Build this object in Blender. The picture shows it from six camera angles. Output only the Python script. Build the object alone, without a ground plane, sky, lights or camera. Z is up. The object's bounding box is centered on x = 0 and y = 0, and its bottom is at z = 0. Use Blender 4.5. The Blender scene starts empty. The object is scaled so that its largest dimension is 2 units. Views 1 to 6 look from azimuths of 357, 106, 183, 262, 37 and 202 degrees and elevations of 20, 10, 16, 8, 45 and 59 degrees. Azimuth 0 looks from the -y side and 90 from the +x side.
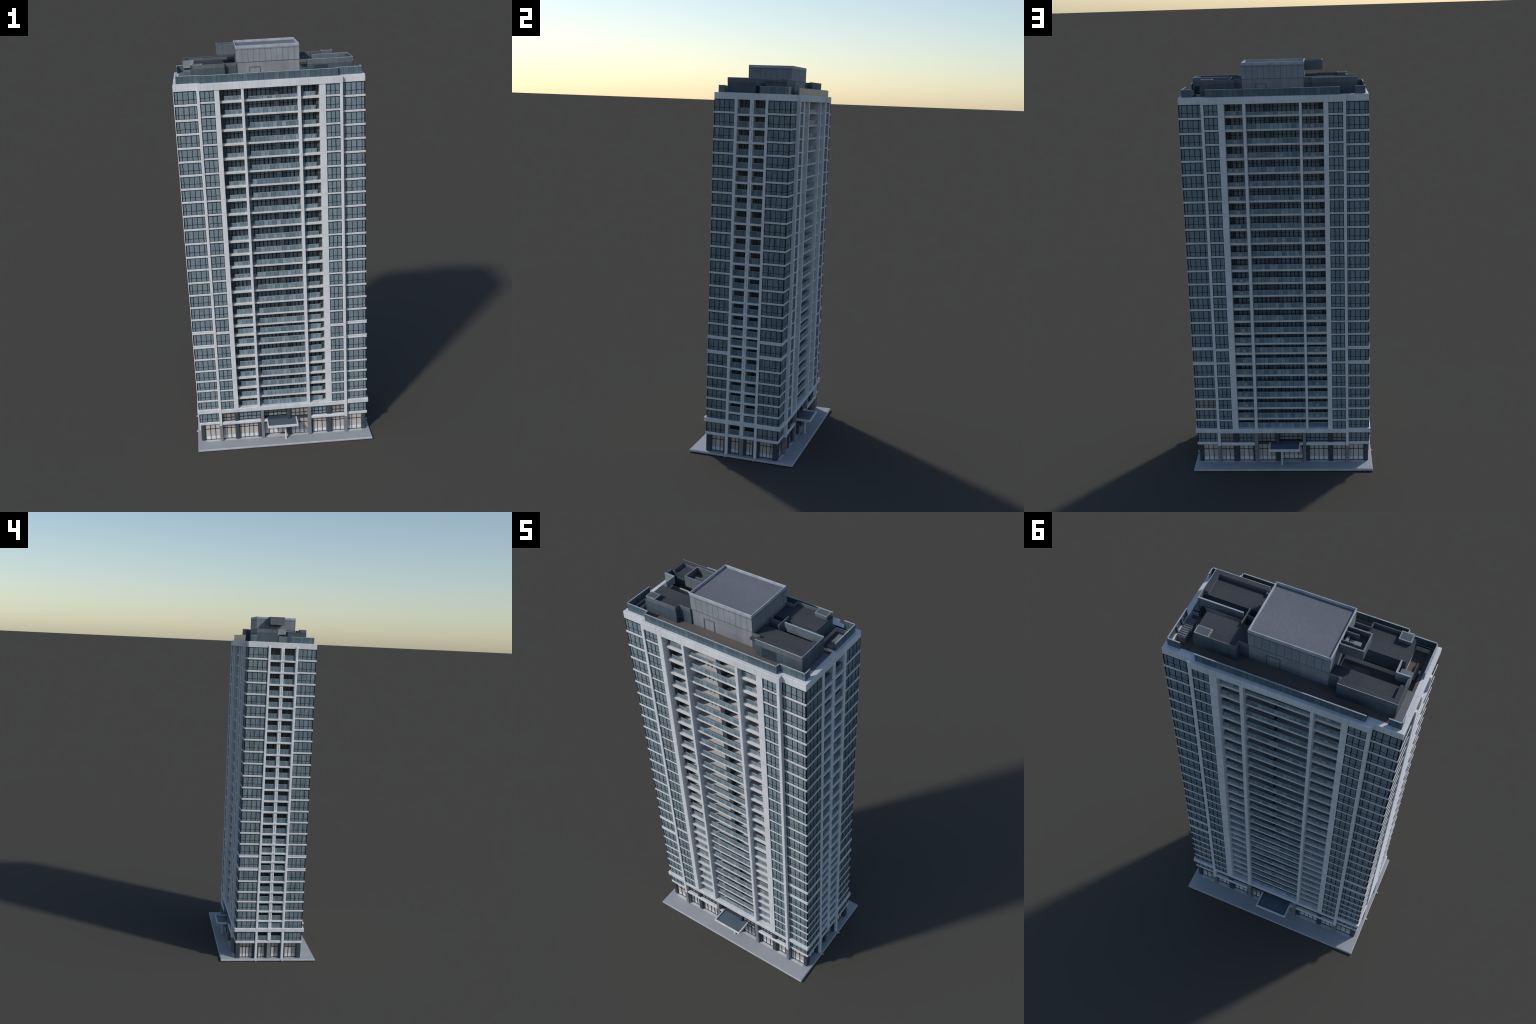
import bpy, bmesh, random, math
from mathutils import Vector, Matrix

random.seed(7)
scene = bpy.context.scene
COL = scene.collection

# ------------------------------------------------------------------ materials
def new_mat(name, rough=0.7, spec=0.3):
    m = bpy.data.materials.new(name)
    m.use_nodes = True
    nt = m.node_tree
    b = nt.nodes["Principled BSDF"]
    b.inputs["Roughness"].default_value = rough
    b.inputs["Specular IOR Level"].default_value = spec
    return m, nt, b

def N(nt, kind, **kw):
    n = nt.nodes.new(kind)
    for k, v in kw.items():
        setattr(n, k, v)
    return n

def math_node(nt, op, a, b=None):
    n = N(nt, "ShaderNodeMath", operation=op)
    for i, v in enumerate((a, b)):
        if v is None:
            continue
        if isinstance(v, (int, float)):
            n.inputs[i].default_value = v
        else:
            nt.links.new(v, n.inputs[i])
    return n.outputs[0]

def mix_col(nt, fac, c1, c2, blend="MIX"):
    n = N(nt, "ShaderNodeMix", data_type="RGBA", blend_type=blend)
    for sock, v in ((n.inputs[0], fac), (n.inputs[6], c1), (n.inputs[7], c2)):
        if isinstance(v, (int, float)):
            sock.default_value = v
        elif isinstance(v, tuple):
            sock.default_value = v + (1.0,) if len(v) == 3 else v
        else:
            nt.links.new(v, sock)
    return n.outputs[2]

def obj_coords(nt, scale=(1, 1, 1)):
    tc = N(nt, "ShaderNodeTexCoord")
    mp = N(nt, "ShaderNodeMapping")
    mp.inputs["Scale"].default_value = scale
    nt.links.new(tc.outputs["Object"], mp.inputs["Vector"])
    return mp.outputs[0]

def noise(nt, vec, scale, detail=3.0, lo=0.35, hi=0.65):
    n = N(nt, "ShaderNodeTexNoise")
    n.inputs["Scale"].default_value = scale
    n.inputs["Detail"].default_value = detail
    nt.links.new(vec, n.inputs["Vector"])
    mr = N(nt, "ShaderNodeMapRange")
    mr.inputs["From Min"].default_value = lo
    mr.inputs["From Max"].default_value = hi
    nt.links.new(n.outputs["Fac"], mr.inputs["Value"])
    return mr.outputs[0]

def stripes(nt, coord, period, width, offset=0.0):
    """1 inside thin seam lines repeating along one coordinate."""
    v = math_node(nt, "ADD", coord, offset)
    v = math_node(nt, "DIVIDE", v, period)
    v = math_node(nt, "FRACT", v)
    return math_node(nt, "LESS_THAN", v, width / period)

def sep(nt, vec):
    s = N(nt, "ShaderNodeSeparateXYZ")
    nt.links.new(vec, s.inputs[0])
    return s.outputs

def plain(name, c1, c2=None, scale=14.0, rough=0.7, spec=0.3, bump=0.0, grain=0.0):
    """mottled single-colour surface, optional fine grain"""
    m, nt, b = new_mat(name, rough, spec)
    vec = obj_coords(nt)
    col = mix_col(nt, noise(nt, vec, scale), c1, c2 or tuple(v * 0.85 for v in c1))
    if grain:
        g = noise(nt, vec, 520.0, 2.0, 0.3, 0.7)
        col = mix_col(nt, g, col, tuple(v * (1 - grain) for v in c1))
    nt.links.new(col, b.inputs["Base Color"])
    if bump:
        bp = N(nt, "ShaderNodeBump")
        bp.inputs["Strength"].default_value = bump
        bp.inputs["Distance"].default_value = 0.001
        nt.links.new(noise(nt, vec, 300.0), bp.inputs["Height"])
        nt.links.new(bp.outputs[0], b.inputs["Normal"])
    return m

WHITE = (0.76, 0.77, 0.785)

def cladding(name, base, dark, px=0.0, py=0.0, pz=0.0, seam=0.0009, seam_col=None, streak=0.0, offs=0.0):
    """panelled cladding: seams on chosen axes, faint mottling, optional vertical streaks"""
    m, nt, b = new_mat(name, 0.62, 0.3)
    vec = obj_coords(nt)
    x, y, z = sep(nt, vec)
    col = mix_col(nt, noise(nt, vec, 9.0), base, dark)
    if streak:
        sv = obj_coords(nt, (60, 60, 4))
        col = mix_col(nt, math_node(nt, "MULTIPLY", noise(nt, sv, 1.0), streak), col, tuple(v * 0.6 for v in base))
    fac = None
    # wobble so that the seams are not ruler straight
    wob = math_node(nt, "MULTIPLY", math_node(nt, "SUBTRACT", noise(nt, vec, 22.0, 1.0, 0.0, 1.0), 0.5), 0.009)
    tcn = N(nt, "ShaderNodeTexCoord")
    nrm = sep(nt, tcn.outputs["Normal"])
    for ax, per, nn in ((x, px, nrm[0]), (y, py, nrm[1]), (z, pz, nrm[2])):
        if per:
            f = stripes(nt, math_node(nt, "ADD", ax, wob), per, seam, 10 + offs)
            f = math_node(nt, "MULTIPLY", f, math_node(nt, "LESS_THAN", math_node(nt, "ABSOLUTE", nn), 0.5))
            fac = f if fac is None else math_node(nt, "MAXIMUM", fac, f)
    if fac is not None:
        col = mix_col(nt, math_node(nt, "MULTIPLY", fac, 0.75), col, seam_col or tuple(v * 0.3 for v in base))
    nt.links.new(col, b.inputs["Base Color"])
    return m

def glass_mat(name, c_lo, c_hi, rnd=0.35, streak=70.0, rough=0.28, spec=0.35):
    """window glass with curtain-like vertical streaks; every pane differs a little"""
    m, nt, b = new_mat(name, rough, spec)
    vec = obj_coords(nt, (streak, streak, 0.7))
    oi = N(nt, "ShaderNodeObjectInfo")
    ad = N(nt, "ShaderNodeVectorMath", operation="ADD")
    nt.links.new(vec, ad.inputs[0])
    cb = N(nt, "ShaderNodeCombineXYZ")
    r = math_node(nt, "MULTIPLY", oi.outputs["Random"], 91.0)
    nt.links.new(r, cb.inputs[0]); nt.links.new(r, cb.inputs[1])
    nt.links.new(cb.outputs[0], ad.inputs[1])
    col = mix_col(nt, noise(nt, ad.outputs[0], 1.0, 2.0, 0.3, 0.7), c_lo, c_hi)
    col = mix_col(nt, math_node(nt, "MULTIPLY", oi.outputs["Random"], rnd), col, c_lo)
    nt.links.new(col, b.inputs["Base Color"])
    return m

def rail_mat(name, c_lo, c_hi, axis, period):
    """railing glass: each panel its own tint, thin dark joints"""
    m, nt, b = new_mat(name, 0.25, 0.4)
    vec = obj_coords(nt)
    co = sep(nt, vec)[axis]
    cell = math_node(nt, "FLOOR", math_node(nt, "DIVIDE", math_node(nt, "ADD", co, 5.0), period))
    oi = N(nt, "ShaderNodeObjectInfo")
    cell = math_node(nt, "ADD", cell, math_node(nt, "MULTIPLY", oi.outputs["Random"], 57.3))
    wn = N(nt, "ShaderNodeTexWhiteNoise", noise_dimensions="1D")
    nt.links.new(cell, wn.inputs["W"])
    col = mix_col(nt, wn.outputs["Value"], c_lo, c_hi)
    col = mix_col(nt, math_node(nt, "MULTIPLY", noise(nt, vec, 45.0), 0.5), col, c_lo)
    col = mix_col(nt, math_node(nt, "MULTIPLY", stripes(nt, co, period, 0.0016, 5.0), 0.8), col, tuple(v * 0.3 for v in c_lo))
    nt.links.new(col, b.inputs["Base Color"])
    return m

M = {}
M["white"] = cladding("white_panel", WHITE, (0.69, 0.70, 0.715), pz=0.0)
M["cornice"] = cladding("cornice_panel", WHITE, (0.66, 0.67, 0.68), px=0.0285, py=0.0285, seam=0.0008, seam_col=(0.36, 0.36, 0.37))
M["band"] = plain("floor_band_concrete", (0.74, 0.745, 0.76), (0.62, 0.625, 0.64), 30.0)
M["slabtop"] = plain("balcony_slab_concrete", (0.72, 0.70, 0.68), (0.60, 0.58, 0.56), 24.0)
M["pierbase"] = plain("grey_stone", (0.235, 0.245, 0.265), (0.20, 0.21, 0.23), 40.0)
M["slate"] = plain("slate_column", (0.062, 0.078, 0.094), (0.050, 0.060, 0.075), 30.0, 0.6)
M["paving"] = plain("paving", (0.420, 0.440, 0.465), (0.365, 0.380, 0.400), 9.0, 0.85, 0.2, 0.2, 0.12)
M["plinth"] = plain("plinth_edge", (0.50, 0.51, 0.54), (0.42, 0.43, 0.46), 20.0)
M["frame"] = plain("window_frame", (0.010, 0.018, 0.023), (0.008, 0.014, 0.018), 30.0, 0.6, 0.2)
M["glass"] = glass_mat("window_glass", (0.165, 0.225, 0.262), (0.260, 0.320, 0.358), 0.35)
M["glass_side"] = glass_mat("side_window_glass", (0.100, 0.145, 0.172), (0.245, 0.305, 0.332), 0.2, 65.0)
M["glass_warm"] = glass_mat("curtained_window_glass", (0.22, 0.225, 0.22), (0.38, 0.35, 0.325))
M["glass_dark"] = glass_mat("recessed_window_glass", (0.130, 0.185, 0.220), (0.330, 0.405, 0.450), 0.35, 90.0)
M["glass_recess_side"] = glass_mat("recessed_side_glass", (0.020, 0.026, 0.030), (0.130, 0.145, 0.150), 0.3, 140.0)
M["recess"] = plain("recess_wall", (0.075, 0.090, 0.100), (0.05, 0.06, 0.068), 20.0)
M["core"] = plain("structural_core", (0.03, 0.035, 0.04), None, 10.0)
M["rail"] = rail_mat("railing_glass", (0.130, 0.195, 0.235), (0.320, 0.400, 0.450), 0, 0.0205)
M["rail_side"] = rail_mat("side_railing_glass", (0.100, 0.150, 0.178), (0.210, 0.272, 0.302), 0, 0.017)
M["railtop"] = plain("rail_top", (0.34, 0.39, 0.42), None, 30.0, 0.5)
M["parapet"] = rail_mat("parapet_glass", (0.080, 0.122, 0.148), (0.130, 0.178, 0.205), 0, 0.0235)
M["deck"] = plain("roof_deck", (0.185, 0.163, 0.150), (0.155, 0.138, 0.128), 25.0, 0.95, 0.1, 0.3, 0.35)
M["roof_dark"] = plain("roof_felt", (0.092, 0.101, 0.115), (0.076, 0.083, 0.095), 12.0, 0.95, 0.1, 0.4, 0.4)
M["roof_light"] = plain("penthouse_roof_felt", (0.225, 0.235, 0.268), (0.195, 0.204, 0.232), 8.0, 0.95, 0.1, 0.4, 0.35)
M["rim"] = plain("roof_rim", (0.44, 0.47, 0.51), (0.33, 0.36, 0.40), 30.0, 0.6)
M["rim_mid"] = plain("hatch_rim", (0.34, 0.37, 0.41), (0.24, 0.265, 0.30), 40.0, 0.6)
M["roof_mid"] = plain("hatch_felt", (0.135, 0.15, 0.17), (0.11, 0.12, 0.14), 30.0, 0.9, 0.1, 0.3, 0.2)
M["threshold"] = plain("pale_threshold", (0.60, 0.61, 0.62), (0.50, 0.51, 0.53), 25.0)
M["rim_dark"] = plain("block_rim", (0.22, 0.24, 0.265), (0.15, 0.165, 0.185), 40.0, 0.6)
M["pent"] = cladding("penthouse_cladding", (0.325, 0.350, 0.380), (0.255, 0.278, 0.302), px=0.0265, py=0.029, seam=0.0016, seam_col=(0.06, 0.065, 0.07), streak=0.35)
M["pent_shaded"] = cladding("penthouse_cladding_shaded", (0.265, 0.285, 0.310), (0.215, 0.235, 0.255), px=0.0265, py=0.029, seam=0.0016, seam_col=(0.06, 0.065, 0.07), streak=0.35)  # same cladding, darkened in colour for the weaker light on the sides
M["pent_low"] = cladding("penthouse_base_cladding", (0.325, 0.335, 0.352), (0.255, 0.262, 0.278), px=0.0265, seam=0.0010, seam_col=(0.21, 0.21, 0.215), streak=0.45)
M["block"] = cladding("plant_block_cladding", (0.090, 0.125, 0.150), (0.075, 0.103, 0.122), px=0.029, py=0.029, seam=0.0010, seam_col=(0.035, 0.04, 0.045), streak=0.4)
M["blockhi"] = cladding("plant_block_fascia", (0.150, 0.166, 0.186), (0.120, 0.134, 0.150), px=0.029, py=0.029, seam=0.0010, seam_col=(0.05, 0.055, 0.06), streak=0.3)
M["thinwall"] = plain("screen_wall", (0.16, 0.20, 0.225), (0.12, 0.15, 0.17), 25.0)
M["palewall"] = plain("pale_wall", (0.34, 0.36, 0.37), (0.24, 0.26, 0.27), 30.0)
M["canopy"] = plain("canopy_glass", (0.115, 0.165, 0.215), (0.105, 0.140, 0.175), 10.0, 0.4, 0.35)
M["curtain"] = glass_mat("shop_curtain", (0.46, 0.425, 0.395), (0.70, 0.63, 0.585), 0.3, 55.0)
M["reflection"] = plain("painted_reflection", (0.82, 0.84, 0.84), (0.66, 0.68, 0.69), 45.0)  # white that paints the sunlit floor's reflection low in the shop glass
M["door"] = plain("dark_door", (0.05, 0.075, 0.09), (0.035, 0.055, 0.07), 40.0, 0.4)
M["metal"] = plain("dark_metal", (0.05, 0.055, 0.062), (0.03, 0.033, 0.038), 60.0, 0.6)

# ------------------------------------------------------------------ geometry helpers
def add_box(bm, x0, x1, y0, y1, z0, z1, mi=0, ch=0.0):
    if ch <= 0:
        v = [bm.verts.new(p) for p in ((x0, y0, z0), (x1, y0, z0), (x1, y1, z0), (x0, y1, z0),
                                       (x0, y0, z1), (x1, y0, z1), (x1, y1, z1), (x0, y1, z1))]
        for f in ((3, 2, 1, 0), (4, 5, 6, 7), (0, 1, 5, 4), (1, 2, 6, 5), (2, 3, 7, 6), (3, 0, 4, 7)):
            bm.faces.new([v[i] for i in f]).material_index = mi
        return v
    pts = []
    for sx in (0, 1):
        for sy in (0, 1):
            for sz in (0, 1):
                X, Y, Z = (x1 if sx else x0), (y1 if sy else y0), (z1 if sz else z0)
                ix, iy, iz = (-ch if sx else ch), (-ch if sy else ch), (-ch if sz else ch)
                pts += [(X, Y + iy, Z + iz), (X + ix, Y, Z + iz), (X + ix, Y + iy, Z)]
    vs = [bm.verts.new(p) for p in pts]
    r = bmesh.ops.convex_hull(bm, input=vs)
    for g in r["geom"]:
        if isinstance(g, bmesh.types.BMFace):
            g.material_index = mi
    return vs

def add_prism(bm, poly, z0, z1, mi=0, mi_top=None):
    lo = [bm.verts.new((x, y, z0)) for x, y in poly]
    hi = [bm.verts.new((x, y, z1)) for x, y in poly]
    n = len(poly)
    bm.faces.new(lo[::-1]).material_index = mi
    bm.faces.new(hi).material_index = mi if mi_top is None else mi_top
    for i in range(n):
        j = (i + 1) % n
        bm.faces.new((lo[i], lo[j], hi[j], hi[i])).material_index = mi

def finish(bm, name, mats):
    bmesh.ops.recalc_face_normals(bm, faces=bm.faces)
    me = bpy.data.meshes.new(name)
    bm.to_mesh(me)
    bm.free()
    for m in (mats if isinstance(mats, (list, tuple)) else [mats]):
        me.materials.append(M[m])
    return me

def mesh_boxes(name, boxes, mats, ch=0.0):
    bm = bmesh.new()
    for b in boxes:
        mi = b[6] if len(b) > 6 else 0
        add_box(bm, *b[:6], mi=mi, ch=ch)
    return finish(bm, name, mats)

ROOT = bpy.data.objects.new("apartment_tower", None)
COL.objects.link(ROOT)
ROOT["label"] = "tall white residential tower with blue glass bays and balconies"
ROOT["category"] = "apartment building"

def place(name, me, parent=None, loc=(0, 0, 0), rz=0.0, scale=(1, 1, 1), stuff=False):
    o = bpy.data.objects.new(name, me)
    COL.objects.link(o)
    o.parent = parent or ROOT
    o.location = loc
    o.rotation_euler = (0, 0, rz)
    o.scale = scale
    if stuff:
        o["kind"] = "stuff"
    return o

def part(name, boxes, mats, ch=0.0, parent=None, stuff=False):
    return place(name, mesh_boxes(name, boxes, mats, ch), parent, stuff=stuff)

# ------------------------------------------------------------------ main measures
YP = 0.2105            # pier plane, front and back
YG = 0.1925            # corner window glass plane
XG = 0.4328
BAND1 = (0.104, 0.1205)
BAND2 = (0.174, 0.1975)
CORN = (1.8225, 1.8545)
# storey levels (centre of the floor band) of the window bays, top to bottom
LV_WIN = [1.759, 1.690, 1.626, 1.561, 1.497, 1.432, 1.367, 1.303, 1.235, 1.167, 1.096, 1.028,
          0.962, 0.895, 0.830, 0.764, 0.699, 0.628, 0.551, 0.479, 0.414, 0.356, 0.302, 0.243]
LV_BAY = [1.768, 1.703, 1.639, 1.574, 1.508, 1.439, 1.372, 1.307, 1.239, 1.171, 1.102, 1.035,
          0.967, 0.902, 0.838, 0.769, 0.702, 0.626, 0.555, 0.486, 0.425, 0.363, 0.304, 0.245]
LV_BAL = [1.764, 1.700, 1.633, 1.567, 1.499, 1.433, 1.365, 1.299, 1.230, 1.160, 1.093, 1.027,
          0.962, 0.898, 0.832, 0.767, 0.705, 0.650, 0.599, 0.544, 0.482, 0.419, 0.361, 0.304, 0.246]
LV_SIDE = [1.750, 1.685, 1.617, 1.551, 1.487, 1.421, 1.355, 1.289, 1.219, 1.152, 1.084, 1.017,
           0.951, 0.887, 0.820, 0.758, 0.697, 0.644, 0.593, 0.538, 0.474, 0.412, 0.353, 0.297, 0.239]
# piers, x ranges on the long faces
PA = [(-0.332, -0.318), (0.316, 0.330)]
PB = [(-0.2525, -0.229), (0.223, 0.2525)]
PC = [(-0.131, -0.119), (0.125, 0.139)]
PD = [(-0.0885, -0.0735), (0.0680, 0.0820)]   # y ranges on the short faces
PM = (-0.011, 0.0085)

# ------------------------------------------------------------------ plinth
bm = bmesh.new()
add_box(bm, -0.449, 0.449, -0.280, 0.280, 0.0, 0.010, mi=1, ch=0.002)
add_box(bm, -0.4455, 0.4455, -0.2765, 0.2765, 0.004, 0.0115, mi=0)
place("plinth", finish(bm, "plinth", ["paving", "plinth"]))

# ------------------------------------------------------------------ solid inside
core = [(-0.386, 0.386, -0.104, 0.104, 0.01, 1.826)]
for sx in (-1, 1):
    for sy in (-1, 1):
        xs = sorted((sx * 0.300, sx * 0.4265)); ys = sorted((sy * 0.083, sy * 0.1855))
        core.append((*xs, *ys, 0.125, 1.8245))
        xs = sorted((sx * 0.236, sx * 0.322)); ys = sorted((sy * 0.10, sy * 0.199))
        core.append((*xs, *ys, 0.18, 1.8248))
for sx, xa, xb in ((-1, 0.098, 0.408), (1, 0.020, 0.408)):
    core.append((*sorted((sx * xa, sx * xb)), -0.184, 0.184, 0.009, 0.18))
core.append((-0.12, 0.025, -0.168, 0.168, 0.009, 0.1745))
part("structural_core", core, "core")

# ------------------------------------------------------------------ piers
def pier_seams(levels, x0, x1, y):
    return [(x0, x1, y, y, z, z) for z in levels]

for s in (-1, 1):
    for (x0, x1) in PA:
        ys = sorted((s * 0.17, s * 0.2125))
        part("pier", [(x0, x1, *ys, 0.104, CORN[0] + 0.006)], "white", 0.0012)
        part("pier_base", [(x0 - 0.0005, x1 + 0.0015, *sorted((s * 0.17, s * 0.2118)), 0.010, 0.1045)], "pierbase", 0.0012)
    for (x0, x1) in PB:
        part("pier", [(x0, x1, *sorted((s * 0.170, s * YP)), BAND2[1] - 0.003, CORN[0] + 0.004)], "white", 0.0012)
    for (x0, x1) in PC:
        part("pier", [(x0, x1, *sorted((s * 0.100, s * YP)), BAND2[1] - 0.003, CORN[0] + 0.004)], "white", 0.0012)
        sh = 0.0 if x0 > 0 else 0.014
        part("pier_base", [(x0 + sh, x1 + sh + 0.004, *sorted((s * 0.17, s * 0.2112)), 0.010, BAND2[0] + 0.004)], "pierbase", 0.0012)
        part("dark_column", [((x1 + 0.0045) if x0 > 0 else (x0 - 0.004), (x1 + 0.014) if x0 > 0 else (x0 + 0.013),
                              *sorted((s * 0.17, s * 0.199)), 0.010, BAND1[0] + 0.004)], "slate", 0.0012)
    # slate columns under the broad piers, in the middle and on the corners
    for (x0, x1) in PB + [(0.0165, 0.0395)]:
        part("dark_column", [(x0 + 0.0005, x1 - 0.0005, *sorted((s * 0.165, s * 0.2035)), 0.010, BAND2[0] + 0.004)], "slate", 0.004)
    for sx in (-1, 1):
        part("dark_column", [(*sorted((sx * 0.407, sx * 0.4295)), *sorted((s * 0.166, s * 0.1945)), 0.010, BAND1[0] + 0.003)], "slate", 0.004)
# seam lines across the piers, one pair per storey
seams = []
for s in (-1, 1):
    for (x0, x1), y, lv in [(p, 0.2127, LV_BAY) for p in PA] + [(p, 0.2107, LV_BAY) for p in PB] + [(p, 0.2107, LV_BAL) for p in PC]:
        for z in lv:
            for dz in ((0.0045, -0.0045) if x1 - x0 > 0.013 else (0.003,)):
                seams.append((x0 + 0.001, x1 - 0.001, *sorted((s * (y - 0.0006), s * y)), z + dz - 0.0003, z + dz + 0.0003))
M["seam"] = plain("panel_seam", (0.40, 0.39, 0.39), None, 30.0)
part("pier_seam", seams, "seam", stuff=True)

for s in (-1, 1):
    for (y0, y1) in PD:
        part("pier", [(*sorted((s * 0.39, s * 0.4405)), y0, y1, 0.006, 1.8345)], "white", 0.0022)
        part("pier_foot", [(*sorted((s * 0.44, s * 0.4570)), (y0 + y1) / 2 - 0.0045, (y0 + y1) / 2 + 0.0045, 0.0, 0.0075)], "plinth", 0.002)
        inner = -0.010 if y0 > 0 else 0.0
        part("dark_column", [(*sorted((s * 0.40, s * 0.4290)), y0 - 0.011, y1 + 0.012, 0.010, BAND1[0] + 0.002)], "slate", 0.002)
    part("pier", [(*sorted((s * 0.39, s * 0.4370)), PM[0], PM[1], BAND1[1] - 0.002, CORN[0] + 0.003)], "white", 0.0018)
    part("pier_base", [(*sorted((s * 0.39, s * 0.4330)), PM[0] - 0.0008, PM[1] + 0.0008, 0.010, BAND1[0] + 0.002)], "pierbase", 0.002)
    part("dark_column", [(*sorted((s * 0.395, s * 0.4240)), PM[0] - 0.008, PM[1] + 0.012, 0.010, BAND1[0] + 0.001)], "slate", 0.002)
# thin groove on the middle side piers
part("pier_seam", [(*sorted((s * 0.4366, s * 0.4374)), 0.0020 * s - 0.0022, 0.0020 * s + 0.0004, z + 0.014, z + 0.052)
                   for s in (-1, 1) for z in LV_SIDE], "seam", stuff=True)

# ------------------------------------------------------------------ cornice and bands
def stepped(xm, ym, xc, yc):
    return [(-xm, -ym), (xm, -ym), (xm, -yc), (xc, -yc), (xc, yc), (xm, yc), (xm, ym), (-xm, ym),
            (-xm, yc), (-xc, yc), (-xc, -yc), (-xm, -yc)]

def bevelled_prism(name, poly, z0, z1, mats, ch):
    bm = bmesh.new()
    add_prism(bm, poly, z0, z1)
    bmesh.ops.recalc_face_normals(bm, faces=bm.faces)
    bmesh.ops.bevel(bm, geom=list(bm.edges), offset=ch, segments=2, affect="EDGES", profile=0.5)
    return place(name, finish(bm, name, mats))

# roof wells sunk below the deck: left court with the corner beside it, right slot with its corner
WELLS = [(-0.402, -0.3525, -0.172, 0.022), (-0.3815, -0.1440, -0.0372, 0.0635), (0.338, 0.413, 0.001, 0.170), (0.2070, 0.390, -0.0350, 0.0328)]
ZW = 1.8285
def cut_wells(obj):
    cutters = []
    for i, (x0, x1, y0, y1) in enumerate(WELLS):
        e = 0.00013 * i
        c = place("well_cutter", mesh_boxes("well_cutter", [(x0 + e, x1 - e, y0 + e, y1 - e, ZW - 0.001 + e, 1.95 + e)], "deck"))
        m = obj.modifiers.new("well", "BOOLEAN")
        m.operation = "DIFFERENCE"; m.solver = "EXACT"; m.object = c
        cutters.append(c)
    bpy.context.view_layer.update()
    ev = obj.evaluated_get(bpy.context.evaluated_depsgraph_get())
    me = bpy.data.meshes.new_from_object(ev)
    obj.modifiers.clear()
    obj.data = me
    for c in cutters:
        bpy.data.objects.remove(c)

cut_wells(bevelled_prism("cornice", stepped(0.3305, 0.2132, 0.4350, 0.1942), *CORN, "cornice", 0.0012))
bevelled_prism("podium_band", stepped(0.3310, 0.2112, 0.4410, 0.2058), *BAND2, "band", 0.003)
part("pier_seam", [(x - 0.0003, x + 0.0003, *sorted((s * 0.2135, s * 0.2128)), 1.824, 1.853)
                   for s in (-1, 1) for x in (-0.252, -0.229, 0.223, 0.2525, -0.125, 0.132)], "seam", stuff=True)

# lower band: corner pieces and straight pieces between the piers
for sx in (-1, 1):
    for sy in (-1, 1):
        bm = bmesh.new()
        d = PD[1][1] if sy > 0 else -PD[0][0]
        x_in = PA[1][1] if sx > 0 else -PA[0][0]
        poly = [(x_in, 0.1965), (0.4365, 0.1965), (0.4365, d), (0.400, d), (0.400, 0.16), (x_in, 0.16)]
        poly = [(x * sx, y * sy) for x, y in poly]
        add_prism(bm, poly, *BAND1)
        bmesh.ops.recalc_face_normals(bm, faces=bm.faces)
        bmesh.ops.bevel(bm, geom=list(bm.edges), offset=0.003, segments=2, affect="EDGES", profile=0.5)
        place("entrance_band", finish(bm, "entrance_band", "band"))
for s in (-1, 1):
    for x0, x1 in ((PA[0][1], PC[0][0] + 0.012), (PC[1][1] - 0.002, PA[1][0])):
        part("entrance_band", [(x0, x1, *sorted((s * 0.16, s * 0.2092)), *BAND1)], "band", 0.003)
    part("entrance_band", [(*sorted((s * 0.39, s * 0.4345)), PD[0][1], PD[1][0], *BAND1)], "band", 0.003)

# ------------------------------------------------------------------ windows
def window_meshes(kind, w, mull, transom, wob, seed):
    """unit-height frame and panes, facing -Y, left edge at x=0; mullions slightly crooked"""
    rnd = random.Random(seed)
    t, d = 0.0030, 0.0030
    bm = bmesh.new()
    hb = 0.030
    fd = 0.0016
    add_box(bm, 0, w, -fd, d, 0, hb)
    add_box(bm, 0, w, -fd, d, 1 - 0.05, 1)
    add_box(bm, 0, w, -fd * 0.8, d, transom - 0.019, transom + 0.019)
    add_box(bm, -0.0003, t, -fd, d, 0.0, 1.0)
    add_box(bm, w - t, w + 0.0003, -fd, d, 0.0, 1.0)
    for mx in mull:
        k = 4
        offs = [rnd.uniform(-wob, wob) for _ in range(k + 1)]
        for i in range(k):
            za, zb = i / k, (i + 1) / k
            a, b_ = mx + offs[i], mx + offs[i + 1]
            vs = []
            for z, c in ((za, a), (zb, b_)):
                for dx, dy in ((-t / 2, -fd * 0.9), (t / 2, -fd * 0.9), (t / 2, d), (-t / 2, d)):
                    vs.append(bm.verts.new((c + dx, dy, z)))
            for f in ((0, 1, 5, 4), (1, 2, 6, 5), (2, 3, 7, 6), (3, 0, 4, 7)):
                bm.faces.new([vs[j] for j in f])
    fr = finish(bm, kind, "frame")
    bm = bmesh.new()
    add_box(bm, 0.0003, w - 0.0003, -0.0008, 0.0025, 0.004, 0.996)
    return fr, bm

WIN_CACHE = {}
def window(kind, w, mull, transom, loc, h, rz, glass="glass", variant=0, wob=0.0009):
    key = (kind, round(w, 4), tuple(mull), transom, variant)
    if key not in WIN_CACHE:
        fr, bm = window_meshes(kind, w, mull, transom, wob, hash((round(w, 4), variant)) % 1000)
        WIN_CACHE[key] = (fr, bm, {})
    fr, bm, panes = WIN_CACHE[key]
    if glass not in panes:
        me = bpy.data.meshes.new("window_pane")
        bmesh.ops.recalc_face_normals(bm, faces=bm.faces)
        bm.to_mesh(me)
        me.materials.append(M[glass])
        panes[glass] = me
    o = place(kind, fr, None, loc, rz, (1, 1, h))
    place("window_pane", panes[glass], o)
    return o

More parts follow.
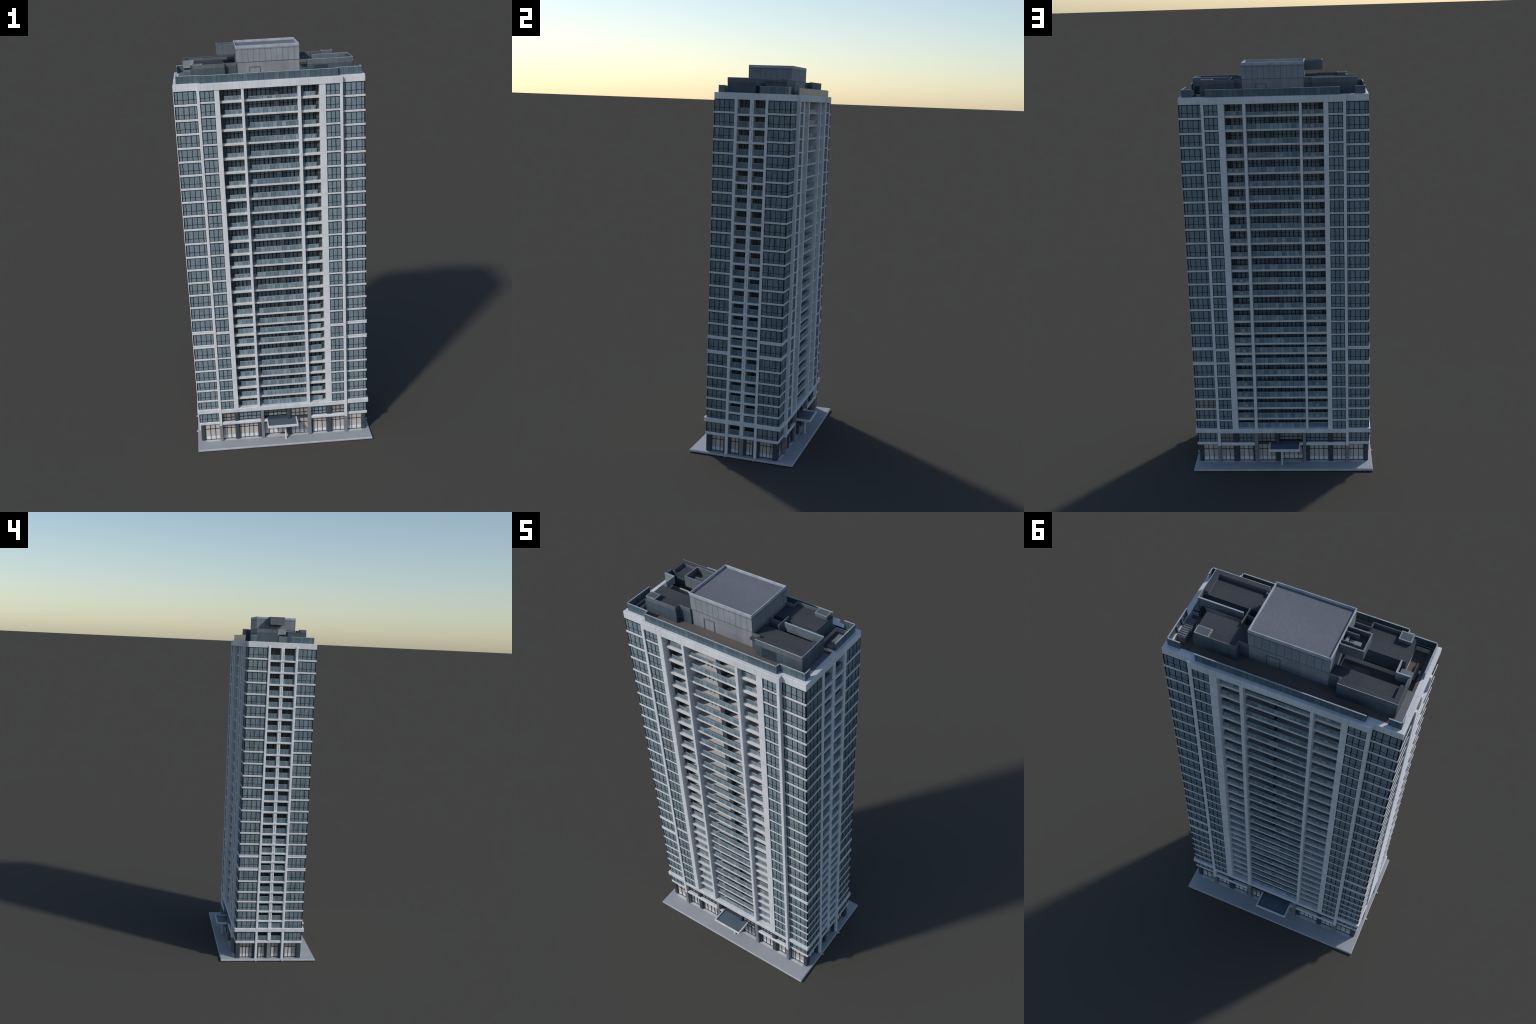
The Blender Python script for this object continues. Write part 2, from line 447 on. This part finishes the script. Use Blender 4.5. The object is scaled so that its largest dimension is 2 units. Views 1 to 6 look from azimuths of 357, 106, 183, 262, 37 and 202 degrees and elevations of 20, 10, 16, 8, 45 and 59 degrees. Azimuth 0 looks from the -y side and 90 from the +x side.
def spans(levels, thick):
    """window openings between the bands, from the cornice down to the podium band"""
    tops = [CORN[0]] + [z - t / 2 for z, t in zip(levels, thick)]
    bots = [z + t / 2 for z, t in zip(levels, thick)] + [BAND2[1]]
    return list(zip(bots, tops))

thick_win = [0.0105] * 24
thick_win[17] = 0.017; thick_win[18] = 0.019
open_win = spans(LV_WIN, thick_win)
thick_bay = [0.0095] * 24
thick_bay[17] = 0.016; thick_bay[18] = 0.012
open_bay = spans(LV_BAY, thick_bay)
SECOND = (BAND1[1], BAND2[0])

# floor bands wrapping each glass corner
band_cache = {}
for sx in (-1, 1):
    for sy in (-1, 1):
        d = PD[1][1] if sy > 0 else -PD[0][0]
        x_in = PA[1][1] if sx > 0 else -PA[0][0]
        for z, t in zip(LV_WIN, thick_win):
            key = (sx, sy, t)
            if key not in band_cache:
                bm = bmesh.new()
                poly = [(x_in, 0.1958), (0.4362, 0.1958), (0.4362, d), (0.40, d), (0.40, 0.16), (x_in, 0.16)]
                add_prism(bm, [(x * sx, y * sy) for x, y in poly], -t / 2, t / 2)
                if t > 0.012:   # double string course
                    for q in (-1, 1):
                        poly2 = [(x_in, 0.1968), (0.4372, 0.1968), (0.4372, d), (0.40, d), (0.40, 0.16), (x_in, 0.16)]
                        add_prism(bm, [(x * sx, y * sy) for x, y in poly2], q * (t / 2 - 0.0033) - 0.0035, q * (t / 2 - 0.0033) + 0.0035)
                bmesh.ops.recalc_face_normals(bm, faces=bm.faces)
                bmesh.ops.bevel(bm, geom=list(bm.edges), offset=0.0016, segments=2, affect="EDGES", profile=0.5)
                band_cache[key] = finish(bm, "floor_band", "band")
            place("floor_band", band_cache[key], None, (0, 0, z))

# corner windows
for k, (zb, zt) in enumerate(open_win + [SECOND]):
    h = zt - zb
    for sy in (-1, 1):
        for sx in (-1, 1):
            v = random.randrange(4)
            # long face
            x_in = PA[1][1] if sx > 0 else -PA[0][0]
            w = XG - x_in
            narrow_first = (sx * sy > 0)      # which end of the window the outer corner is on
            ms = [0.0145, 0.0390, 0.0635, 0.0880]
            right_end_is_corner = (sx > 0) == (sy < 0)
            mull = [w - m for m in ms] if right_end_is_corner else ms
            if sy < 0:
                loc = ((x_in if sx > 0 else -XG), -YG, zb); rz = 0.0
            else:
                loc = ((XG if sx > 0 else -x_in), YG, zb); rz = math.pi
            warm = (k in (22, 23) and random.random() < 0.18)
            window("corner_window", w, sorted(mull), 0.34, loc, h, rz, "glass_warm" if warm else "glass", v)
            # short face
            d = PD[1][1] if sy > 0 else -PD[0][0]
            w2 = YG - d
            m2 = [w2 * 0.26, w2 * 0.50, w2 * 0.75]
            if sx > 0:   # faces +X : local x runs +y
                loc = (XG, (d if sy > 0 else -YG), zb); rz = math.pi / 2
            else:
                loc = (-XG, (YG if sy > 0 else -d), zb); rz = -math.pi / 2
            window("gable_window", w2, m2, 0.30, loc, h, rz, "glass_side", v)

# three-light windows between the outer piers
bay_w = {}
bayband = {}
for sy in (-1, 1):
    for x0, x1 in ((PA[0][1], PB[0][0]), (PB[1][1], PA[1][0])):
        w = x1 - x0
        for k, (zb, zt) in enumerate(open_bay):
            loc = (x0, -0.2060, zb) if sy < 0 else (x1, 0.2060, zb)
            window("bay_window", w, [w * 0.345, w * 0.665], 0.35, loc, zt - zb, 0.0 if sy < 0 else math.pi, "glass", random.randrange(4))
        for z, t in zip(LV_BAY, thick_bay):
            key = (x0, sy, t)
            if key not in bayband:
                bayband[key] = mesh_boxes("window_sill", [(x0, x1, *sorted((sy * 0.17, sy * 0.2085)), -t / 2, t / 2)], "band", 0.0014)
            place("window_sill", bayband[key], None, (0, 0, z))

# ------------------------------------------------------------------ long-face balconies
Y_BACK = 0.146
def glazed_wall(name, x0, x1, y, z0, z1, s, step, glass, transom=0.62):
    """recessed window wall of one storey: dark glass with mullions"""
    w = x1 - x0
    n = max(2, round(w / step))
    bm = bmesh.new()
    for i in range(n + 1):
        c = x0 + w * i / n + (random.uniform(-.001, .001) if 0 < i < n else 0)
        add_box(bm, c - 0.0019, c + 0.0019, *sorted((s * (y - 0.002), s * (y + 0.0025))), z0, z1)
    zt = z0 + (z1 - z0) * transom
    add_box(bm, x0, x1, *sorted((s * (y - 0.002), s * (y + 0.0018))), zt - 0.0009, zt + 0.0009)
    fr = place(name, finish(bm, name, "frame"))
    pane = mesh_boxes("balcony_glazing", [(x0, x1, *sorted((s * (y - 0.003), s * (y + 0.0006))), z0, z1)], glass)
    place("balcony_glazing", pane, fr)

slab_cache = {}
SL = 0.0115
for s in (-1, 1):
    strips = [(PB[0][1], PC[0][0], "narrow"), (PC[0][1], PC[1][0], "wide"), (PC[1][1], PB[1][0], "narrow")]
    for x0, x1, kind in strips:
        w = x1 - x0
        floors = LV_BAL + [BAND2[1] - SL / 2]
        ceil = [CORN[0]] + [z - SL / 2 for z in LV_BAL]
        for k, (z, zc) in enumerate(zip(floors, ceil)):
            zf = z + SL / 2
            if k < len(LV_BAL):
                key = (x0, s)
                if key not in slab_cache:
                    yo, th = (0.1948, 0.0095) if kind == "wide" else (0.1955, SL)
                    slab_cache[key] = mesh_boxes("balcony_slab", [(x0 - 0.001, x1 + 0.001, *sorted((s * 0.104, s * yo)), SL / 2 - th, SL / 2)], "slabtop", 0.0014)
                slab = place("balcony_slab", slab_cache[key], None, (0, 0, z))
            # window wall
            glazed_wall("balcony_window_wall", x0, x1, Y_BACK, zf, zc, s, 0.0205, "glass_dark")
            # railing
            hr = 0.030
            if kind == "wide":
                yr = 0.1925
                rx0, rx1 = x0 + 0.0005, x1 - 0.0005
                if s < 0:
                    if x0 < 0:
                        rx0 = x0 + 0.0205
                    else:
                        rx1 = x1 - 0.0150
                hr = 0.0125 if k == 0 else (0.0232 if k < 15 else 0.0255)
            else:
                yr = 0.1850
                hr = 0.0175 if k < 15 else 0.0240
                rx0, rx1 = x0 + 0.0005, x1 - 0.0005
                if s < 0:
                    if x0 < 0:
                        rx0 = x0 + 0.0205
                    else:
                        rx1 = x1 - 0.0150
            if k == len(LV_BAL):
                hr *= 1.0
            key = ("rail", kind, x0, s, round(hr, 4))
            if key not in slab_cache:
                ww = rx1 - rx0
                slab_cache[key] = (mesh_boxes("balcony_railing", [(0, ww, -0.0012, 0.0012, 0, hr)], "rail"),
                                   mesh_boxes("handrail", [(0, ww, -0.0019, 0.0019, hr, hr + 0.0018)], "railtop"))
            g, tp = slab_cache[key]
            loc = (rx0, -yr, zf) if s < 0 else (rx1, yr, zf)
            r = place("balcony_railing", g, None, loc, 0.0 if s < 0 else math.pi)
            place("handrail", tp, r)
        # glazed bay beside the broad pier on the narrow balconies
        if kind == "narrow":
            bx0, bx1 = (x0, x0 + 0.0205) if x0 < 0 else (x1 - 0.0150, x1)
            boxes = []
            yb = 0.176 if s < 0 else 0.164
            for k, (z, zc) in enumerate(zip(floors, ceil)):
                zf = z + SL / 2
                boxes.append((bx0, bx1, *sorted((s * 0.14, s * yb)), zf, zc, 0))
                boxes.append((bx0, bx1, *sorted((s * (yb - .001), s * (yb + .0007))), zf + (zc - zf) * 0.36, zf + (zc - zf) * 0.40, 1))
                bx = bx1 if x0 < 0 else bx0
                boxes.append((bx - 0.0012, bx + 0.0012, *sorted((s * (yb - .003), s * (yb + .001))), zf, zc, 1))
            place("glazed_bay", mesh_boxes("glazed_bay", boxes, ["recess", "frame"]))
    # dark closet between the two flats behind the wide balcony
    part("partition_wall", [(0.018, 0.040, *sorted((s * 0.105, s * 0.1880)), BAND2[1], CORN[0] + 0.002)], "slate", 0.001)
    # air-conditioner units behind the rear narrow railings
    if s > 0:
        ac = mesh_boxes("air_conditioner", [(-0.009, 0.009, -0.004, 0.004, 0.002, 0.019)], "palewall", 0.001)
        for x in (0.178, -0.178):
            for z in LV_BAL:
                place("air_conditioner", ac, None, (x, 0.1885, z + SL / 2))

# ------------------------------------------------------------------ side balconies
for s in (-1, 1):
    rz = math.pi / 2 if s > 0 else -math.pi / 2
    slab_me = mesh_boxes("balcony_slab", [(*sorted((s * 0.38, s * 0.4398)), PD[0][1] - 0.001, PD[1][0] + 0.001, -0.0055, 0.0055)], "band", 0.0016)
    cells = [(PD[0][1], PM[0]), (PM[1], PD[1][0])]
    floors = LV_SIDE + [BAND2[1] - 0.0055, BAND1[1] - 0.0055]
    ceil = [CORN[0]] + [z - 0.0055 for z in LV_SIDE] + [BAND2[0]]
    rails = {}
    for k, (z, zc) in enumerate(zip(floors, ceil)):
        zf = z + 0.0055
        if k < len(LV_SIDE):
            place("balcony_slab", slab_me, None, (0, 0, z))
        for y0, y1 in cells:
            w = y1 - y0
            hr = 0.0275 if k < 16 else 0.027
            key = (round(w, 4), hr)
            if key not in rails:
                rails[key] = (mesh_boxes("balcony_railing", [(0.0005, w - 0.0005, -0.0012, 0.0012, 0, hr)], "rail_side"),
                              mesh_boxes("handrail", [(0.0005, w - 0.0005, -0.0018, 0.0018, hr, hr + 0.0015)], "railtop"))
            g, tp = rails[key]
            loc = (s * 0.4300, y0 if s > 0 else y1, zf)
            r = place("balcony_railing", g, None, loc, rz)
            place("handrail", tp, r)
            # window wall
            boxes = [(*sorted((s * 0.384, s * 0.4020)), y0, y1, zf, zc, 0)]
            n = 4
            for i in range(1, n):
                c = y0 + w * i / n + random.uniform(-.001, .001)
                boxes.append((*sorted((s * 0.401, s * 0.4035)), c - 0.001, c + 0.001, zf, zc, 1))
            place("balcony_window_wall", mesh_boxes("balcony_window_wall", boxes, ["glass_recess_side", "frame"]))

# ------------------------------------------------------------------ street level
def shopfront(face, a, b, z0, z1, depth, step, upper=False):
    """face: 0 front, 1 right, 2 back, 3 left; a..b runs along world x or y"""
    w = b - a
    n = max(1, round(w / step))
    rz = (0, math.pi / 2, math.pi, -math.pi / 2)[face]
    loc = {0: (a, -depth, z0), 1: (depth, a, z0), 2: (b, depth, z0), 3: (-depth, b, z0)}[face]
    h = z1 - z0
    bm = bmesh.new()
    t = 0.0011
    zt = h * (0.36 if upper else 0.70)
    add_box(bm, 0, w, -0.002, 0.003, 0, 0.003)
    add_box(bm, 0, w, -0.002, 0.003, h - 0.003, h)
    add_box(bm, 0, w, -0.0016, 0.003, zt - 0.0012, zt + 0.0012)
    for i in range(n + 1):
        c = w * i / n + (random.uniform(-.0015, .0015) if 0 < i < n else 0)
        c2 = c + (random.uniform(-.0012, .0012) if 0 < i < n else 0)
        add_box(bm, c - t, c + t, -0.002, 0.003, 0, h * 0.55)
        add_box(bm, c2 - t, c2 + t, -0.002, 0.003, h * 0.55, h)
    name = "mezzanine_window" if upper else "shopfront"
    fr = place(name, finish(bm, name, "frame"), None, loc, rz)
    if upper:
        place("window_pane", mesh_boxes("window_pane", [(0, w, 0.0005, 0.004, 0, h)], upper), fr)
    else:
        place("curtain", mesh_boxes("curtain", [(0, w, 0.0006, 0.004, h * 0.23, h)], "curtain"), fr)
        place("painted_reflection", mesh_boxes("painted_reflection", [(0, w, 0.0003, 0.004, 0, h * 0.23)], "reflection"), fr)  # added strip, sunlit floor reflection painted as white; no real counter

for face, s in ((0, -1), (2, 1)):
    gx = [(-0.407, -0.332), (-0.316, -0.2515), (-0.229, -0.133), (-0.098, 0.0165), (0.0395, 0.127), (0.153, 0.2235), (0.2515, 0.316), (0.332, 0.407)]
    for a, b in gx:
        shopfront(face, a, b, 0.0115, BAND1[0] if abs(a) > 0.1 else 0.1065, 0.1875 if a != -0.098 else 0.172, 0.0225)
    ux = [(-0.318, -0.2515, "glass_warm"), (-0.229, -0.119, "glass"), (-0.097, 0.0165, "glass_warm"), (0.0395, 0.127, "glass_warm"),
          (0.143, 0.2235, "glass"), (0.2515, 0.316, "glass_warm")]
    for a, b, g in ux:
        shopfront(face, a, b, BAND1[1] if abs(a) > 0.098 else 0.119, BAND2[0], 0.1925 if a != -0.097 else 0.174, 0.0215, g)
    part("threshold", [(-0.408, 0.408, *sorted((s * 0.150, s * 0.2045)), 0.0105, 0.0124)], "threshold", 0.0006)
    # dark fascia over the entrance
    part("entrance_fascia", [(-0.100, 0.127, *sorted((s * 0.15, s * 0.1935)), 0.1055, 0.1195)], "slate")
    # canopy
    cx0, cx1, cy0, cy1 = -0.0875, 0.0690, 0.1645, 0.2735
    fw = 0.0065
    Y = lambda a, b: sorted((s * a, s * b))
    part("canopy_frame", [(cx0, cx1, *Y(cy1 - fw, cy1), 0.1035, 0.1160), (cx0, cx0 + fw, *Y(cy0, cy1 - fw), 0.1035, 0.1158),
                          (cx1 - fw, cx1, *Y(cy0, cy1 - fw), 0.1035, 0.1158)], "band", 0.0012)
    part("canopy_roof", [(cx0 + 0.004, cx1 - 0.004, *Y(cy0, cy1 - 0.004), 0.1050, 0.1100)], "canopy")
    part("canopy_post", [(0.0015, 0.0095, *Y(0.2275, 0.2355), 0.010, 0.1055)], "band", 0.0012)
    if s < 0:
        part("entrance_band", [(PC[0][0] + 0.010, cx0 + 0.003, *Y(0.19, 0.2088), 0.1055, 0.1175)], "band", 0.002)
    else:
        part("entrance_band", [(PC[0][0] + 0.010, cx0 + 0.003, *Y(0.19, 0.2088), 0.1055, 0.1175)], "band", 0.002)
for face, s in ((1, 1), (3, -1)):
    for a, b in ((-0.168, -0.0985), (-0.063, -0.018), (0.020, 0.058), (0.093, 0.168)):
        shopfront(face, a, b, 0.0115, BAND1[0], 0.4120, 0.021)

# ------------------------------------------------------------------ roof deck and glass parapet
bm = bmesh.new()
add_prism(bm, [(-.305, -.193), (.305, -.193), (.305, -.173), (.412, -.173), (.412, .170), (.305, .170), (.305, .192), (-.305, .192), (-.305, .172), (-.412, .172), (-.412, -.173), (-.305, -.173)], 1.85, 1.8560)
cut_wells(place("roof_deck", finish(bm, "roof_deck", "deck")))
part("well_floor", [(x0 - .001, x1 + .001, y0 - .001, y1 + .001, ZW - .003 - .0002 * i, ZW - .0002 * i) for i, (x0, x1, y0, y1) in enumerate(WELLS)], "deck")

M["deck_grey"] = plain("side_deck", (0.215, 0.225, 0.245), (0.18, 0.19, 0.21), 18.0, 0.95, 0.1, 0.3, 0.3)
part("roof_walkway", [(0.3885, 0.4135, -0.171, -0.001, 1.8540, 1.8566), (-0.4130, -0.3880, 0.0235, 0.171, 1.8540, 1.8566)], "deck_grey")

def parapet(pts, z0=1.8535, z1=1.8875):
    for (xa, ya), (xb, yb) in zip(pts[:-1], pts[1:]):
        L = math.hypot(xb - xa, yb - ya)
        a = math.atan2(yb - ya, xb - xa)
        g = place("glass_parapet", mesh_boxes("glass_parapet", [(-0.001, L + 0.001, -0.0013, 0.0013, 0, z1 - z0)], "parapet"), None, (xa, ya, z0), a)
        place("handrail", mesh_boxes("handrail", [(-0.0018, L + 0.0018, -0.002, 0.002, z1 - z0, z1 - z0 + 0.002)], "rim"), g)
parapet([(-.420, -.043), (-.420, -.177), (-.3142, -.177), (-.3142, -.197), (.309, -.197), (.309, -.177), (.4195, -.177), (.4195, -.146)])
parapet([(.4185, .031), (.4185, .174), (.373, .174)])
parapet([(.305, .197), (-.3035, .197)])
parapet([(-.375, .177), (-.4195, .177), (-.4195, .147)])

# ------------------------------------------------------------------ penthouse
PX0, PX1, PY = -0.1425, 0.1468, 0.1152
zt = 1.9895
bm = bmesh.new()
e = 0.0012
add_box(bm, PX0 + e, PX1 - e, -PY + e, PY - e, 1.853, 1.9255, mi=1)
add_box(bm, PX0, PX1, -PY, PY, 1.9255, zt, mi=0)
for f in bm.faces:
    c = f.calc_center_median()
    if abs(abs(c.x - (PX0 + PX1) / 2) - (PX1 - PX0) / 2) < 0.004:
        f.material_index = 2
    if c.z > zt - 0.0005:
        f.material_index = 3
pent = place("penthouse", finish(bm, "penthouse", ["pent", "pent_low", "pent_shaded", "roof_light"]))
rw, q = 0.0042, 0.0008
part("roof_rim", [(PX0 - q, PX1 + q, -PY - q, -PY + rw, 1.9865, 2.0), (PX0 - q, PX1 + q, PY - rw, PY + q, 1.9865, 2.0),
                  (PX0 - q, PX0 + rw, -PY + rw, PY - rw, 1.9867, 1.9996), (PX1 - rw, PX1 + q, -PY + rw, PY - rw, 1.9867, 1.9996)], "rim", 0.0012, pent)
for s in (-1, 1):
    yy = sorted((s * (PY - 0.002), s * (PY + 0.0008)))
    dx = 0.0 if s < 0 else 0.115
    part("penthouse_door", [(dx - 0.084, dx - 0.0815, *yy, 1.856, 1.9045), (dx - 0.0355, dx - 0.033, *yy, 1.856, 1.9045), (dx - 0.0815, dx - 0.0355, *yy, 1.902, 1.9045)], "blockhi", 0.0, pent)
# seam under the parapet and at the change of cladding
part("cladding_seam", [(PX0 - .0004, PX1 + .0004, *sorted((s * (PY - .002), s * (PY + .0004))), z, z + .0010) for s in (-1, 1) for z in (1.9255, 1.9815)] +
     [(*sorted((x, x + d)), -PY, PY, z, z + .0010) for x, d in ((PX0 - .0004, .002), (PX1 + .0004, -.002)) for z in (1.9255, 1.9815)], "metal", 0.0, pent, True)

# plant room box hung on the penthouse's left wall, open at the top
bx0, bx1, by0, by1 = -0.2275, PX0, -0.0365, 0.0455
hung = part("hung_plant_box", [(bx0, bx1, by0, by1, 1.955, 1.966, 0), (bx0, bx0 + .004, by0, by1, 1.966, 1.9992, 0),
                               (bx0 + .004, bx1, by0, by0 + .004, 1.966, 1.9990, 0), (bx0 + .004, bx1, by1 - .004, by1, 1.966, 1.9990, 0),
                               (-0.190, bx1, -0.0165, -0.0125, 1.966, 1.9975, 0), (-0.187, bx1, 0.0235, 0.0270, 1.966, 1.9975, 0)], ["blockhi"])
part("hung_box_coping", [(bx0 - .0006, bx0 + .0046, by0 - .0006, by1 + .0006, 1.9985, 1.9998), (bx0 + .0046, bx1 - .002, by0 - .0006, by0 + .0046, 1.9985, 1.9996),
                         (bx0 + .0046, bx1 - .002, by1 - .0046, by1 + .0006, 1.9985, 1.9996)], "rim_dark", 0.0, hung)
part("plant_unit", [(-0.205, -0.165, -0.005, 0.014, 1.966, 1.978), (-0.162, -0.150, -0.010, 0.016, 1.966, 1.983)], "palewall", 0.002, hung)

# ------------------------------------------------------------------ plant blocks round the penthouse
ZD = 1.853
def block_roof(name, ring, floor, zf, ztop, parent, mats):
    pass

# front right block: rimmed roof, right wall, back screen hanging over a void
frb = part("plant_block", [(0.1795, 0.3865, -0.1445, -0.035, ZD, 1.906, 0), (0.1460, 0.1795, -0.1180, -0.035, ZD, 1.906, 0),
                           (0.3825, 0.3868, -0.1443, 0.0, 1.829, 1.9055, 0)], ["block"])
part("block_fascia", [(0.1795, 0.3872, -0.1450, -0.1250, 1.9045, 1.9256), (0.3665, 0.3872, -0.1250, -0.0370, 1.9045, 1.9255), (0.3825, 0.3872, -0.0370, 0.0006, 1.9045, 1.9255),
                      (0.1460, 0.1835, -0.1185, -0.1130, 1.9045, 1.9250), (0.1795, 0.1840, -0.1320, -0.1180, 1.9045, 1.9252)], "blockhi", 0.0, frb)
part("roof_felt", [(0.1466, 0.3720, -0.1325, -0.0362, 1.9045, 1.9135)], "roof_dark", 0.0, frb)
part("roof_rim_felt", [(0.1800, 0.3866, -0.1444, -0.1254, 1.9250, 1.9275), (0.3669, 0.3866, -0.1254, -0.0374, 1.9250, 1.9274)], "roof_dark", 0.0, frb)
part("screen_wall", [(0.2165, 0.3825, -0.0035, 0.0008, 1.8915, 1.9280)], "thinwall", 0.0, frb)
part("roof_coping", [(0.2160, 0.3876, -0.0042, 0.0014, 1.9280, 1.9293), (0.1792, 0.3876, -0.1456, -0.1436, 1.9262, 1.9282), (0.3860, 0.3878, -0.1436, -0.0042, 1.9262, 1.9282)], "rim", 0.0, frb)
part("terrace_door", [(0.2075, 0.2735, -0.1452, -0.1440, 1.858, 1.9010)], "door", 0.0, frb)

# back right block
brb = part("plant_block", [(0.1775, 0.3375, 0.0330, 0.1430, 1.829, 1.9100, 0), (0.1460, 0.1775, 0.0330, 0.1175, ZD, 1.9100, 0)], ["block"])
part("block_fascia", [(0.1775, 0.2790, 0.1380, 0.1436, 1.9085, 1.9260), (0.1460, 0.1830, 0.1120, 0.1182, 1.9085, 1.9265), (0.1775, 0.1825, 0.1182, 0.1380, 1.9085, 1.9262)], "blockhi", 0.001, brb)
part("roof_felt", [(0.1466, 0.3376, 0.0324, 0.1120, 1.9095, 1.9142), (0.1830, 0.3376, 0.1120, 0.1376, 1.9095, 1.9140)], "roof_dark", 0.0, brb)
hut = part("roof_hatch", [(0.2790, 0.3305, 0.1090, 0.1432, 1.9080, 1.9290)], "blockhi", 0.0, brb)
part("hatch_cover", [(0.2780, 0.3315, 0.1080, 0.1442, 1.9275, 1.9302, 0), (0.2820, 0.3275, 0.1120, 0.1402, 1.9300, 1.9307, 1)], ["rim_mid", "roof_mid"], 0.0, brb)
part("screen_wall", [(0.2035, 0.2068, -0.0300, 0.0400, 1.880, 1.9270), (0.1465, 0.2035, -0.0020, 0.0012, 1.875, 1.9240)], "thinwall", 0.0, brb)

# front left block
flb = part("plant_block", [(-0.3520, -0.1965, -0.1440, -0.0375, 1.829, 1.9120, 0), (-0.1965, -0.1420, -0.1205, -0.0375, ZD, 1.9120, 0)], ["block"])
part("block_fascia", [(-0.3000, -0.1960, -0.1446, -0.1400, 1.9105, 1.9285), (-0.1990, -0.1420, -0.1212, -0.1165, 1.9105, 1.9275), (-0.2005, -0.1960, -0.1400, -0.1212, 1.9105, 1.9280)], "blockhi", 0.001, flb)
part("roof_felt", [(-0.3526, -0.2000, -0.1402, -0.0368, 1.9110, 1.9150), (-0.2000, -0.1422, -0.1170, -0.0370, 1.9110, 1.9152)], "roof_dark", 0.0, flb)
part("roof_hatch", [(-0.3430, -0.2995, -0.1450, -0.1095, 1.9100, 1.9295)], "blockhi", 0.0, flb)
part("hatch_cover", [(-0.3440, -0.2985, -0.1460, -0.1085, 1.9280, 1.9312, 0), (-0.3400, -0.3025, -0.1420, -0.1125, 1.9310, 1.9318, 1)], ["rim_mid", "roof_mid"], 0.0, flb)

# back left block
blb = part("plant_block", [(-0.3860, -0.1790, 0.0640, 0.1430, ZD, 1.9060, 0), (-0.1790, -0.1420, 0.0640, 0.1172, ZD, 1.9060, 0),
                           (-0.3860, -0.3815, 0.0236, 0.0640, ZD, 1.9050, 0)], ["block"])
part("block_fascia", [(-0.3868, -0.1790, 0.1250, 0.1436, 1.9045, 1.9258), (-0.3868, -0.3675, 0.0640, 0.1250, 1.9045, 1.9256), (-0.3868, -0.3815, 0.0230, 0.0640, 1.9045, 1.9256),
                      (-0.1835, -0.1420, 0.1125, 0.1182, 1.9045, 1.9252), (-0.1835, -0.1790, 0.1182, 0.1250, 1.9045, 1.9254)], "blockhi", 0.0, blb)
part("roof_felt", [(-0.3680, -0.1424, 0.0630, 0.1128, 1.9045, 1.9140), (-0.3680, -0.1835, 0.1128, 0.1252, 1.9045, 1.9138)], "roof_dark", 0.0, blb)
part("roof_rim_felt", [(-0.3862, -0.1796, 0.1254, 0.1430, 1.9250, 1.9280), (-0.3862, -0.3679, 0.0646, 0.1254, 1.9250, 1.9278)], "roof_dark", 0.0, blb)
part("screen_wall", [(-0.3864, -0.3385, 0.0228, 0.0262, 1.8950, 1.9290), (-0.3402, -0.3368, -0.0285, 0.0228, 1.8990, 1.9290)], "palewall", 0.0, blb)
part("roof_coping", [(-0.3870, -0.3370, 0.0220, 0.0270, 1.9288, 1.9300), (-0.3410, -0.3362, -0.0290, 0.0220, 1.9288, 1.9300), (-0.3874, -0.1788, 0.1428, 0.1442, 1.9262, 1.9282)], "rim", 0.0, blb)

# small things standing on the deck
part("deck_vent", [(0.377, 0.408, 0.040, 0.128, 1.826, 1.8580)] + [(0.3765, 0.4085, 0.044 + 0.0095 * i, 0.0475 + 0.0095 * i, 1.8575, 1.8602) for i in range(9)], "rim_dark", 0.0006)
part("plant_box", [(-0.3855, -0.3420, -0.0310, 0.0215, 1.826, 1.8890)], "thinwall", 0.003)
part("parapet_post", [(0.4120, 0.4165, y - 0.003, y + 0.003, ZD, 1.8860) for y in (0.075, 0.112)], "thinwall", stuff=True)
part("deck_kerb", [(-0.392, -0.378, -0.110, -0.034, 1.826, 1.8420)], "deck", 0.001)
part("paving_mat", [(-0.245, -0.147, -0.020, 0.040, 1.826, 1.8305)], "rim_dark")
bpy.context.view_layer.update()
